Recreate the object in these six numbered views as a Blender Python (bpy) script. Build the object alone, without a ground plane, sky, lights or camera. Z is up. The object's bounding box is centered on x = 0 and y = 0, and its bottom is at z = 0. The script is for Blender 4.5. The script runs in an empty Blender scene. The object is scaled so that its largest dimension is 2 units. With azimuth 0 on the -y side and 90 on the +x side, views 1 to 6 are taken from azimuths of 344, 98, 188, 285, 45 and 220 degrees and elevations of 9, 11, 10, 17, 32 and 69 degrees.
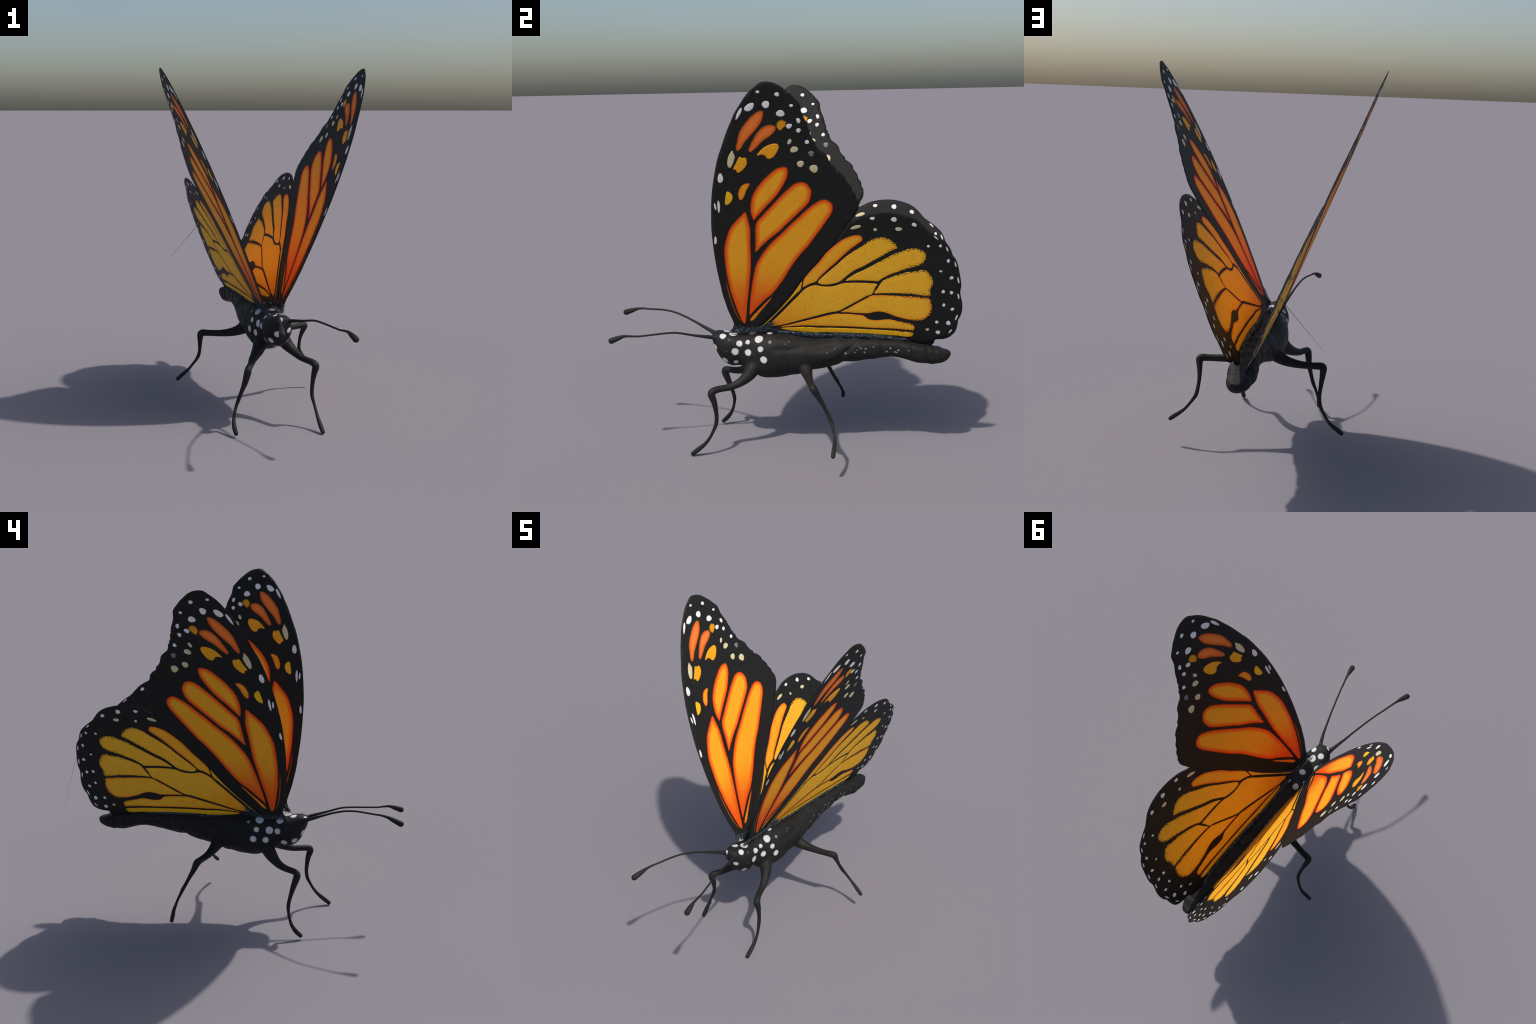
"""A monarch-patterned butterfly standing on four thin legs, wings raised in a V.

Metres, z up.  The body is one smooth skin (lofted trunk + swept legs and antennae,
fused and smoothed) that is afterwards separated by region.  Each wing is a thin plate
with an outline curve; the coloured wing cells and pale spots are slightly pillowed panes
set into both faces of the plate.
"""
import bpy, bmesh, math, random
import numpy as np
from mathutils import Vector, Matrix, geometry, noise

random.seed(7)
rng = np.random.default_rng(7)
scene = bpy.context.scene

# ------------------------------------------------------------------ wing control points
# Wing plane coordinates in millimetres: first number runs towards the tail, second runs up the wing.
FORE_OUTLINE = [(124, 1477), (133, 1475), (148, 1473), (173, 1462), (191, 1449), (206, 1436), (225, 1420), (243, 1399), (261, 1379), (269, 1366),
        (272, 1350), (275, 1325), (284, 1300), (295, 1275), (301, 1253), (303, 1241), (310, 1227), (312, 1207), (321, 1191), (322, 1181),
        (331, 1173), (333, 1157), (344, 1136), (359, 1125), (365, 1120), (380, 1106), (387, 1093), (392, 1077), (398, 1063), (410, 1047),
        (423, 1035), (426, 1020), (443, 1009), (459, 995), (468, 982), (474, 961), (490, 941), (498, 924), (501, 909), (513, 893), (519, 876),
        (520, 863), (528, 851), (532, 828), (529, 801), (517, 778), (506, 754), (477, 711), (405, 591), (359, 536), (313, 476), (244, 385),
        (172, 276), (111, 195), (49, 129), (-8, 62), (-40, 30), (-70, 15), (-110, 14), (-150, 16), (-181, 16), (-171, 34), (-160, 58), (-159, 85),
        (-179, 159), (-189, 211), (-199, 269), (-204, 326), (-210, 388), (-215, 462), (-217, 534), (-217, 605), (-215, 687), (-204, 800),
        (-194, 872), (-184, 926), (-167, 996), (-153, 1049), (-138, 1096), (-121, 1137), (-99, 1192), (-82, 1232), (-58, 1281), (-36, 1325),
        (-7, 1368), (16, 1401), (41, 1430), (72, 1456), (97, 1474)]
HIND_OUTLINE = [(482, 721), (524, 748), (575, 772), (639, 784), (695, 784), (730, 778), (767, 767), (799, 752), (827, 731), (851, 704), (872, 679),
        (903, 656), (933, 632), (961, 604), (978, 573), (988, 545), (1011, 510), (1024, 474), (1034, 425), (1041, 389), (1046, 346), (1043, 311),
        (1048, 274), (1056, 237), (1058, 192), (1052, 155), (1041, 126), (1039, 96), (1034, 65), (1023, 35), (1002, 18), (973, 8), (932, 4),
        (922, -17), (899, -29), (847, -38), (784, -13), (680, -6), (598, -9), (505, -14), (387, -17), (269, -18), (180, -11), (125, 4), (19, 12),
        (-54, 20), (-8, 61), (49, 127), (111, 194), (172, 275), (244, 384), (313, 476), (359, 535), (405, 591)]
FORE_CELLS = dict(
    apex_long=[(102, 1327), (95, 1335), (73, 1332), (44, 1312), (14, 1280), (-9, 1251), (-28, 1217), (-38, 1182), (-47, 1151), (-46, 1131),
        (-39, 1126), (-21, 1138), (0, 1171), (31, 1206), (61, 1240), (86, 1274), (98, 1303)],
    apex_short=[(153, 1254), (131, 1264), (103, 1259), (75, 1240), (49, 1206), (27, 1166), (13, 1136), (15, 1123), (28, 1121), (58, 1148),
        (88, 1178), (122, 1202), (144, 1222), (154, 1239)],
    speck=[(206, 1275), (191, 1287), (173, 1287), (158, 1273), (154, 1256), (158, 1241), (171, 1229), (185, 1238), (200, 1253)],
    hook=[(161, 1149), (155, 1162), (137, 1165), (109, 1157), (85, 1142), (65, 1122), (52, 1103), (78, 1107), (91, 1101), (102, 1086), (118, 1086),
        (135, 1098), (150, 1119), (159, 1139)],
    cream_bar=[(-64, 1131), (-77, 1116), (-89, 1093), (-95, 1067), (-95, 1046), (-85, 1037), (-74, 1051), (-62, 1077), (-56, 1098), (-61, 1116)],
    amber_a=[(-32, 1096), (-40, 1087), (-54, 1061), (-70, 1030), (-57, 1025), (-51, 1010), (-32, 1018), (-12, 1038), (0, 1061), (-2, 1090),
        (-19, 1090)],
    amber_b=[(5, 950), (-20, 948), (-40, 934), (-52, 913), (-60, 886), (-54, 856), (-39, 860), (-25, 883), (-13, 913), (-2, 932)],
    amber_c=[(-112, 905), (-123, 877), (-130, 833), (-120, 829), (-101, 842), (-88, 869), (-92, 891)],
    upper=[(196, 1025), (186, 1039), (170, 1041), (142, 1031), (108, 1005), (72, 969), (41, 931), (13, 883), (-1, 834), (-5, 789), (0, 756),
        (7, 738), (32, 765), (69, 809), (106, 850), (142, 893), (174, 947), (193, 989)],
    middle=[(305, 898), (299, 924), (281, 948), (254, 956), (220, 944), (181, 909), (140, 866), (99, 820), (62, 778), (41, 753), (20, 728),
        (10, 688), (6, 630), (2, 584), (1, 545), (38, 584), (85, 631), (132, 671), (169, 711), (210, 753), (250, 795), (280, 828), (296, 855)],
    lower=[(407, 805), (402, 835), (385, 851), (361, 857), (333, 846), (294, 817), (249, 773), (198, 722), (146, 666), (94, 614), (51, 561),
        (17, 507), (-4, 465), (-18, 416), (-31, 360), (-44, 291), (-56, 214), (-65, 136), (-51, 150), (-19, 189), (27, 241), (71, 283), (110, 337),
        (138, 381), (166, 430), (199, 484), (237, 538), (279, 591), (325, 660), (366, 722), (396, 772)],
    leading=[(-30, 787), (-55, 767), (-88, 730), (-119, 690), (-138, 647), (-155, 594), (-164, 541), (-166, 481), (-166, 413), (-160, 345),
        (-152, 276), (-139, 212), (-125, 148), (-109, 92), (-94, 79), (-82, 136), (-73, 201), (-59, 278), (-45, 360), (-32, 440), (-25, 512),
        (-22, 584), (-16, 653), (-15, 699), (-22, 750)],
    streak=[(-169, 389), (-167, 345), (-160, 282), (-150, 212), (-134, 141), (-114, 92), (-121, 93), (-143, 141), (-158, 205), (-169, 279),
        (-173, 339)],
    sliver=[(75, 277), (47, 242), (2, 190), (-38, 143), (-65, 106), (-58, 93), (-35, 114), (0, 164), (35, 210), (58, 242)],
)
HIND_CELLS = dict(
    front=[(549, 620), (545, 643), (526, 652), (492, 646), (454, 628), (414, 595), (364, 544), (323, 485), (276, 427), (243, 380), (236, 350),
        (233, 323), (257, 339), (282, 352), (305, 363), (329, 394), (370, 440), (411, 482), (451, 527), (491, 568), (525, 597)],
    front_base=[(230, 363), (197, 310), (158, 252), (113, 194), (74, 146), (28, 94), (-3, 61), (6, 61), (51, 111), (102, 171), (152, 230),
        (195, 281), (220, 308), (226, 332)],
    upper=[(723, 574), (713, 598), (687, 625), (652, 639), (617, 634), (576, 612), (540, 581), (503, 553), (461, 518), (418, 472), (370, 424),
        (326, 378), (315, 356), (332, 345), (362, 344), (402, 352), (431, 366), (443, 378), (496, 429), (549, 461), (601, 496), (652, 529),
        (698, 560)],
    middle_upper=[(866, 520), (862, 545), (844, 563), (819, 574), (784, 573), (754, 562), (703, 538), (657, 508), (606, 474), (553, 439), (506, 412),
        (457, 370), (484, 372), (537, 374), (589, 372), (625, 370), (647, 387), (688, 412), (735, 433), (781, 452), (821, 467), (846, 480),
        (861, 502)],
    middle=[(902, 389), (889, 414), (873, 436), (847, 444), (817, 437), (776, 430), (735, 416), (688, 396), (652, 375), (637, 353), (622, 323),
        (606, 292), (642, 294), (694, 295), (747, 293), (799, 291), (851, 282), (893, 282), (894, 318), (906, 357)],
    lower=[(594, 278), (642, 282), (694, 282), (747, 279), (799, 278), (851, 272), (891, 263), (902, 233), (906, 200), (899, 166), (881, 139),
        (855, 122), (823, 118), (780, 124), (738, 135), (706, 148), (673, 164), (641, 173), (609, 171), (577, 161), (550, 160), (507, 161),
        (464, 164), (426, 165), (459, 186), (497, 213), (535, 240), (562, 258)],
    inner=[(415, 155), (458, 154), (501, 152), (545, 146), (563, 133), (582, 120), (620, 117), (663, 123), (695, 123), (738, 112), (781, 102),
        (810, 91), (819, 73), (811, 50), (776, 53), (695, 61), (587, 64), (478, 68), (368, 68), (313, 68), (311, 66), (233, 68), (181, 63),
        (128, 57), (85, 50), (107, 61), (155, 74), (235, 101), (313, 127), (365, 144), (406, 155)],
    hem=[(806, 38), (776, 42), (695, 49), (587, 53), (478, 56), (368, 57), (310, 55), (232, 58), (154, 53), (96, 46), (127, 35), (179, 28),
        (257, 22), (309, 21), (311, 24), (422, 26), (532, 25), (641, 19), (723, 14), (777, 5), (804, 11), (813, 26)],
    discal=[(43, 77), (74, 112), (114, 158), (164, 219), (208, 270), (232, 301), (261, 325), (297, 339), (337, 332), (372, 331), (407, 338),
        (437, 351), (477, 357), (536, 358), (595, 356), (622, 350), (612, 332), (595, 289), (565, 273), (519, 242), (463, 203), (417, 173),
        (366, 160), (288, 133), (209, 105), (129, 76), (76, 63), (44, 61)],
)
FORE_SPOTS = [
    (-141, 24, 12.0, 8.0, 0, 'white'),
    (81, 1429, 9.3, 7.9, -172, 'white'),
    (169, 1415, 12.7, 10.4, 156, 'white'),
    (232, 1358, 9.3, 8.1, -175, 'white'),
    (-16, 1322, 34.4, 8.4, -117, 'white'),
    (36, 1354, 28.3, 16.4, -146, 'white'),
    (114, 1366, 19.0, 17.9, -151, 'white'),
    (179, 1320, 21.2, 16.7, -166, 'white'),
    (261, 1282, 14.2, 10.1, 110, 'white'),
    (216, 1255, 16.1, 12.0, -137, 'white'),
    (259, 1232, 12.0, 11.5, 54, 'white'),
    (296, 1171, 12.0, 10.4, 82, 'white'),
    (213, 1174, 16.3, 9.2, -123, 'cream'),
    (233, 1133, 19.7, 16.3, -153, 'cream'),
    (313, 1110, 15.3, 14.5, 72, 'grey'),
    (259, 1056, 18.1, 17.4, -149, 'cream'),
    (322, 1029, 22.4, 20.1, 80, 'cream'),
    (-139, 979, 26.9, 14.6, -102, 'white'),
    (-182, 818, 22.0, 5.9, 92, 'white'),
    (-164, 818, 38.1, 7.3, -95, 'white'),
    (-202, 616, 26.0, 7.5, -95, 'white'),
]
HIND_SPOTS = [
    (516, 698, 27.9, 10.6, -159, 'cream'),
    (599, 750, 13.0, 10.1, -179, 'white'),
    (704, 744, 15.4, 13.7, 180, 'white'),
    (803, 714, 14.4, 10.3, 149, 'white'),
    (612, 684, 9.7, 9.5, 68, 'cream'),
    (727, 688, 17.0, 12.0, 173, 'cream'),
    (911, 638, 18.0, 4.4, 137, 'white'),
    (875, 588, 8.5, 8.0, 99, 'white'),
    (934, 590, 9.2, 8.0, 97, 'white'),
    (968, 570, 18.2, 4.5, 107, 'white'),
    (976, 500, 11.8, 8.5, 94, 'white'),
    (941, 436, 8.1, 6.9, 177, 'white'),
    (996, 396, 11.2, 10.1, -156, 'white'),
    (1013, 478, 22.4, 4.5, 105, 'white'),
    (1031, 382, 23.0, 4.6, 102, 'white'),
    (958, 309, 11.7, 9.3, 95, 'white'),
    (1000, 303, 11.7, 9.8, 97, 'white'),
    (1036, 280, 23.7, 4.6, 100, 'white'),
    (964, 223, 11.3, 8.8, 95, 'white'),
    (1009, 196, 11.7, 9.5, -112, 'white'),
    (1032, 142, 22.3, 4.9, -103, 'white'),
    (932, 110, 10.4, 10.0, 113, 'white'),
    (992, 104, 15.9, 12.1, 95, 'white'),
    (1004, 48, 18.6, 4.8, -121, 'white'),
    (884, 59, 10.7, 9.1, 179, 'cream'),
    (940, 41, 13.6, 12.6, 70, 'white'),
]

# gentle camber of each wing: outward offset (m) as a cubic in u and v (metres), terms
# 1, u, v, u2, uv, v2, u3, u2v, uv2, v3
FORE_CAMBER = (0.00845, 0.01260, -0.00511, -0.01625, -0.00097, -0.00158, 0.0, 0.0, 0.0, 0.0)
HIND_CAMBER = (0.00349, 0.00683, 0.02870, 0.04774, -0.09398, -0.04347, -0.04064, 0.07616, -0.01408, 0.05244)


def camber_at(k, u, v):
    return (k[0] + v * (k[2] + v * (k[5] + v * k[9]))) + u * ((k[1] + v * (k[4] + v * k[8])) + u * ((k[3] + v * k[7]) + u * k[6]))


# ------------------------------------------------------------------ body control points
MID_X = -0.0165          # the body's plane of symmetry
# stations along the trunk: y, lowest z, highest z, half width, height of the widest point
TRUNK = [
    (-0.392, 0.6052, 0.6321, 0.0037, 0.6199), (-0.385, 0.5847, 0.6462, 0.0231, 0.6159), (-0.370, 0.5507, 0.6543, 0.0430, 0.6041),
    (-0.350, 0.5111, 0.6564, 0.0568, 0.5894), (-0.320, 0.4787, 0.6515, 0.0681, 0.5733), (-0.280, 0.4613, 0.6458, 0.0779, 0.5661),
    (-0.250, 0.4632, 0.6437, 0.0797, 0.5654), (-0.228, 0.4620, 0.6420, 0.0765, 0.5618), (-0.205, 0.4460, 0.6420, 0.0814, 0.5431),
    (-0.180, 0.4320, 0.6450, 0.0873, 0.5273), (-0.150, 0.4190, 0.6480, 0.0953, 0.5153), (-0.100, 0.4010, 0.6520, 0.1059, 0.5101),
    (-0.050, 0.3989, 0.6550, 0.1093, 0.5135), (0.000, 0.4040, 0.6560, 0.1116, 0.5203), (0.050, 0.4162, 0.6510, 0.1106, 0.5328),
    (0.095, 0.4213, 0.6430, 0.1124, 0.5422), (0.150, 0.4468, 0.6350, 0.1104, 0.5517), (0.200, 0.4566, 0.6310, 0.1041, 0.5592),
    (0.260, 0.4709, 0.6340, 0.0977, 0.5661), (0.310, 0.4828, 0.6370, 0.0900, 0.5717), (0.338, 0.4982, 0.6370, 0.0844, 0.5741),
    (0.380, 0.5000, 0.6360, 0.0765, 0.5778), (0.450, 0.5104, 0.6317, 0.0673, 0.5807), (0.540, 0.5258, 0.6271, 0.0631, 0.5814),
    (0.600, 0.5332, 0.6280, 0.0610, 0.5798), (0.640, 0.5295, 0.6250, 0.0637, 0.5753), (0.685, 0.5183, 0.6190, 0.0690, 0.5672),
    (0.730, 0.5044, 0.6120, 0.0716, 0.5575), (0.780, 0.5008, 0.6030, 0.0634, 0.5509), (0.810, 0.4968, 0.5950, 0.0597, 0.5447),
    (0.826, 0.4996, 0.5880, 0.0528, 0.5433), (0.845, 0.5032, 0.5860, 0.0560, 0.5455), (0.870, 0.5082, 0.5767, 0.0461, 0.5474),
    (0.893, 0.5195, 0.5729, 0.0344, 0.5497), (0.906, 0.5330, 0.5674, 0.0232, 0.5518), (0.913, 0.5447, 0.5612, 0.0083, 0.5529),
]
# folds pressed into the flanks: (y0, z0, y1, z1, depth, width)
FOLDS = [
    (-0.03, 0.582, 0.05, 0.584, 0.0050, 0.022), (0.05, 0.584, 0.16, 0.605, 0.0045, 0.018), (0.17, 0.612, 0.27, 0.628, 0.0035, 0.014),
    (0.16, 0.575, 0.27, 0.592, 0.0040, 0.022), (0.29, 0.510, 0.36, 0.580, 0.0070, 0.020), (0.36, 0.580, 0.42, 0.632, 0.0060, 0.018),
    (0.22, 0.500, 0.30, 0.535, 0.0040, 0.020),
]
FORELEG_RADII = [0.047, 0.042, 0.0350, 0.0272, 0.0220, 0.0190, 0.0180, 0.0190, 0.0205, 0.0165, 0.0130, 0.0112, 0.0110, 0.0088, 0.0086, 0.0104, 0.0130, 0.0122]
HINDLEG_RADII = [0.046, 0.037, 0.029, 0.0230, 0.0195, 0.0185, 0.0205, 0.0165, 0.0132, 0.0110, 0.0100, 0.0108, 0.0088, 0.0078, 0.0082, 0.0100, 0.0118, 0.0112]
ANTENNA_RADII = [0.020, 0.0135, 0.0100, 0.0082, 0.0070, 0.0063, 0.0060, 0.0058, 0.0056, 0.0055, 0.0055, 0.0054, 0.0053, 0.0054, 0.0060, 0.0080, 0.0135, 0.0168]
RIGHT_FORELEG = [(0.02, -0.13, 0.51), (0.058, -0.155, 0.466), (0.078, -0.174, 0.437), (0.100, -0.203, 0.412), (0.117, -0.236, 0.394), (0.133, -0.272, 0.382),
                 (0.150, -0.312, 0.378), (0.168, -0.346, 0.374), (0.182, -0.366, 0.358), (0.178, -0.354, 0.313), (0.173, -0.347, 0.269),
                 (0.170, -0.343, 0.224), (0.169, -0.348, 0.180), (0.175, -0.364, 0.140), (0.180, -0.384, 0.102), (0.183, -0.412, 0.067),
                 (0.185, -0.446, 0.038), (0.187, -0.478, 0.0125)]
LEFT_FORELEG = [(-0.045, -0.135, 0.50), (-0.080, -0.165, 0.455), (-0.104, -0.193, 0.424), (-0.130, -0.223, 0.402), (-0.154, -0.256, 0.387), (-0.172, -0.293, 0.378),
                (-0.192, -0.335, 0.375), (-0.206, -0.360, 0.370), (-0.212, -0.364, 0.350), (-0.221, -0.345, 0.291), (-0.231, -0.335, 0.255),
                (-0.242, -0.326, 0.219), (-0.254, -0.321, 0.183), (-0.268, -0.325, 0.148), (-0.279, -0.334, 0.113), (-0.287, -0.348, 0.079),
                (-0.289, -0.370, 0.048), (-0.287, -0.396, 0.022)]
LEFT_HINDLEG = [(-0.06, 0.125, 0.500), (-0.105, 0.138, 0.472), (-0.142, 0.147, 0.456), (-0.190, 0.156, 0.447), (-0.244, 0.166, 0.445), (-0.300, 0.176, 0.448),
                (-0.346, 0.183, 0.448), (-0.350, 0.200, 0.413), (-0.347, 0.219, 0.379), (-0.344, 0.239, 0.345), (-0.343, 0.257, 0.312),
                (-0.347, 0.275, 0.281), (-0.359, 0.287, 0.254), (-0.376, 0.298, 0.228), (-0.394, 0.306, 0.202), (-0.417, 0.311, 0.179),
                (-0.445, 0.309, 0.158), (-0.470, 0.308, 0.138)]
RIGHT_HINDLEG = [(0.027, 0.125, 0.500), (0.072, 0.138, 0.472), (0.109, 0.149, 0.458), (0.160, 0.161, 0.451), (0.212, 0.172, 0.449), (0.262, 0.184, 0.450),
                 (0.310, 0.198, 0.449), (0.310, 0.216, 0.418), (0.305, 0.233, 0.388), (0.302, 0.249, 0.358), (0.302, 0.263, 0.328),
                 (0.308, 0.288, 0.277), (0.324, 0.299, 0.249), (0.342, 0.306, 0.224), (0.362, 0.311, 0.200), (0.387, 0.312, 0.178),
                 (0.415, 0.310, 0.157), (0.441, 0.308, 0.137)]
RIGHT_ANTENNA = [(0.008, -0.350, 0.618), (0.022, -0.380, 0.628), (0.038, -0.412, 0.635), (0.052, -0.445, 0.642), (0.064, -0.478, 0.649), (0.075, -0.511, 0.657), (0.086, -0.543, 0.665),
                 (0.097, -0.576, 0.671), (0.108, -0.609, 0.672), (0.119, -0.642, 0.671), (0.130, -0.674, 0.669), (0.140, -0.707, 0.667),
                 (0.151, -0.740, 0.665), (0.160, -0.773, 0.664), (0.170, -0.806, 0.667), (0.178, -0.839, 0.668), (0.185, -0.871, 0.659),
                 (0.193, -0.906, 0.646)]
LEFT_ANTENNA = [(-0.040, -0.365, 0.622), (-0.054, -0.399, 0.640), (-0.064, -0.429, 0.653), (-0.073, -0.459, 0.666), (-0.083, -0.489, 0.680), (-0.091, -0.520, 0.693), (-0.100, -0.550, 0.706),
                (-0.109, -0.582, 0.717), (-0.118, -0.614, 0.727), (-0.127, -0.648, 0.734), (-0.136, -0.683, 0.738), (-0.145, -0.718, 0.739),
                (-0.155, -0.755, 0.738), (-0.164, -0.791, 0.737), (-0.173, -0.827, 0.737), (-0.182, -0.864, 0.732), (-0.191, -0.900, 0.720),
                (-0.202, -0.941, 0.705)]
# ring creases between the segments: y, depth as a share of the half width, width, lean
RINGS = [(0.425, 0.05, 0.013, 0.25), (0.545, 0.115, 0.014, 0.10), (0.640, 0.075, 0.014, 0.0), (0.712, 0.100, 0.014, -0.1), (0.795, 0.160, 0.013, -0.15), (0.838, 0.035, 0.007, -0.2)]
BACK_KNOBS = [(-0.065, 0.022), (0.300, 0.014), (0.405, 0.015), (0.512, 0.016), (0.625, 0.013)]   # y, height
# white dots on head and thorax: centre and radius; those with True are mirrored to the other flank
BODY_DOTS = [
    (0.049, -0.121, 0.632, 0.0235, True), (0.081, -0.108, 0.582, 0.0155, True),
    (0.093, -0.090, 0.526, 0.0195, True), (0.054, -0.182, 0.614, 0.0130, False), (0.072, -0.179, 0.559, 0.0185, False), (-0.097, -0.181, 0.576, 0.0215, False), (-0.090, -0.229, 0.571, 0.0185, False),
    (0.056, -0.228, 0.605, 0.0175, False), (0.068, -0.251, 0.560, 0.0205, False), (0.029, -0.324, 0.637, 0.0180, False),
    (0.033, -0.313, 0.501, 0.0190, False), (0.002, -0.270, 0.645, 0.0235, False), (-0.036, -0.387, 0.640, 0.0170, False),
    (-0.033, -0.312, 0.650, 0.0185, False), (0.023, -0.368, 0.573, 0.0165, False), (-0.042, -0.367, 0.555, 0.0190, False),
    (-0.106, -0.160, 0.519, 0.0185, False), (-0.076, -0.262, 0.501, 0.0190, False), (-0.066, -0.323, 0.512, 0.0185, False),
    (0.050, -0.250, 0.492, 0.0160, False), (-0.068, -0.240, 0.632, 0.0230, False), (0.012, -0.064, 0.657, 0.0165, False),
    (-0.040, -0.063, 0.657, 0.0195, False), (-0.011, -0.165, 0.652, 0.0205, False), (-0.068, -0.120, 0.646, 0.0150, False),
    (-0.030, -0.300, 0.466, 0.0160, False), (0.040, -0.140, 0.400, 0.0170, False),
]
GREY_DOTS = [(0.073, -0.059, 0.625, 0.0125, True)]
# small pale freckles, mostly on the right flank of the abdomen: y, z, radius
RIGHT_FRECKLES = [
    (0.433, 0.591, 0.0052), (0.459, 0.589, 0.0056), (0.453, 0.569, 0.0056), (0.501, 0.599, 0.0044), (0.591, 0.594, 0.0058),
    (0.616, 0.573, 0.0056), (0.624, 0.570, 0.0050), (0.633, 0.583, 0.0064), (0.572, 0.575, 0.0056), (0.688, 0.585, 0.0044),
    (0.352, 0.564, 0.0060), (0.401, 0.569, 0.0048), (0.413, 0.582, 0.0040), 
    (0.253, 0.570, 0.0034), (0.295, 0.590, 0.0034), (0.027, 0.613, 0.0034), (0.045, 0.625, 0.0034), (0.021, 0.484, 0.0036),
    (0.423, 0.601, 0.0036), (-0.286, 0.622, 0.0040), (-0.300, 0.560, 0.0034),
]
LEFT_FRECKLES = [
    (0.420, 0.590, 0.0030), (0.500, 0.600, 0.0030), (0.455, 0.572, 0.0030), (0.560, 0.590, 0.0028),
]

# ------------------------------------------------------------------ small helpers
def smooth(a, b, x):
    t = np.clip((x - a) / (b - a), 0.0, 1.0)
    return t * t * (3 - 2 * t)


def catmull(points, step, closed=False):
    """Points of a centripetal-ish Catmull-Rom curve, spaced about `step`."""
    p = np.array(points, float)
    n = len(p)
    out = []
    segs = n if closed else n - 1
    for i in range(segs):
        if closed:
            a, b, c, d = p[(i - 1) % n], p[i], p[(i + 1) % n], p[(i + 2) % n]
        else:
            b, c = p[i], p[i + 1]
            a = p[i - 1] if i else 2 * b - c
            d = p[i + 2] if i + 2 < n else 2 * c - b
        k = max(1, int(math.ceil(np.linalg.norm((c - b)[:3]) / step)))
        for j in range(k):
            t = j / k
            out.append(0.5 * (2 * b + (c - a) * t + (2 * a - 5 * b + 4 * c - d) * t ** 2 + (3 * b - a - 3 * c + d) * t ** 3))
    if not closed:
        out.append(p[-1])
    return np.array(out)


def new_object(name, mesh, parent=None, material=None):
    ob = bpy.data.objects.new(name, mesh)
    scene.collection.objects.link(ob)
    ob.parent = parent
    if material and mesh and not mesh.materials:
        mesh.materials.append(material)
    return ob


def sweep(points, radii, sides=20, step=0.006):
    """Closed tube of varying radius along a curve (round end caps)."""
    c = catmull([(*p, r) for p, r in zip(points, radii)], step)
    centre, rad = c[:, :3], c[:, 3]
    d0, d1 = centre[0] - centre[1], centre[-1] - centre[-2]
    d0, d1 = d0 / np.linalg.norm(d0), d1 / np.linalg.norm(d1)
    caps = [(math.sin(a), math.cos(a)) for a in (math.radians(80), math.radians(60), math.radians(40), math.radians(20))]
    centre = np.vstack([[centre[0] + d0 * rad[0] * s for s, _ in caps], centre, [centre[-1] + d1 * rad[-1] * s for s, _ in caps[::-1]]])
    rad = np.concatenate([[rad[0] * k for _, k in caps], rad, [rad[-1] * k for _, k in caps[::-1]]])
    tang = np.gradient(centre, axis=0)
    tang /= np.linalg.norm(tang, axis=1)[:, None]
    side = np.cross(tang[0], (0.3, 0.2, 1.0))
    verts, faces = [], []
    for i in range(len(centre)):
        side = side - tang[i] * (side @ tang[i])
        side /= np.linalg.norm(side)
        other = np.cross(tang[i], side)
        for j in range(sides):
            a = 2 * math.pi * j / sides
            verts.append(centre[i] + rad[i] * (math.cos(a) * side + math.sin(a) * other))
    for i in range(len(centre) - 1):
        for j in range(sides):
            k = (j + 1) % sides
            faces.append((i * sides + j, i * sides + k, (i + 1) * sides + k, (i + 1) * sides + j))
    faces.append(tuple(range(sides))[::-1])
    faces.append(tuple((len(centre) - 1) * sides + j for j in range(sides)))
    return verts, faces, c


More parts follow.
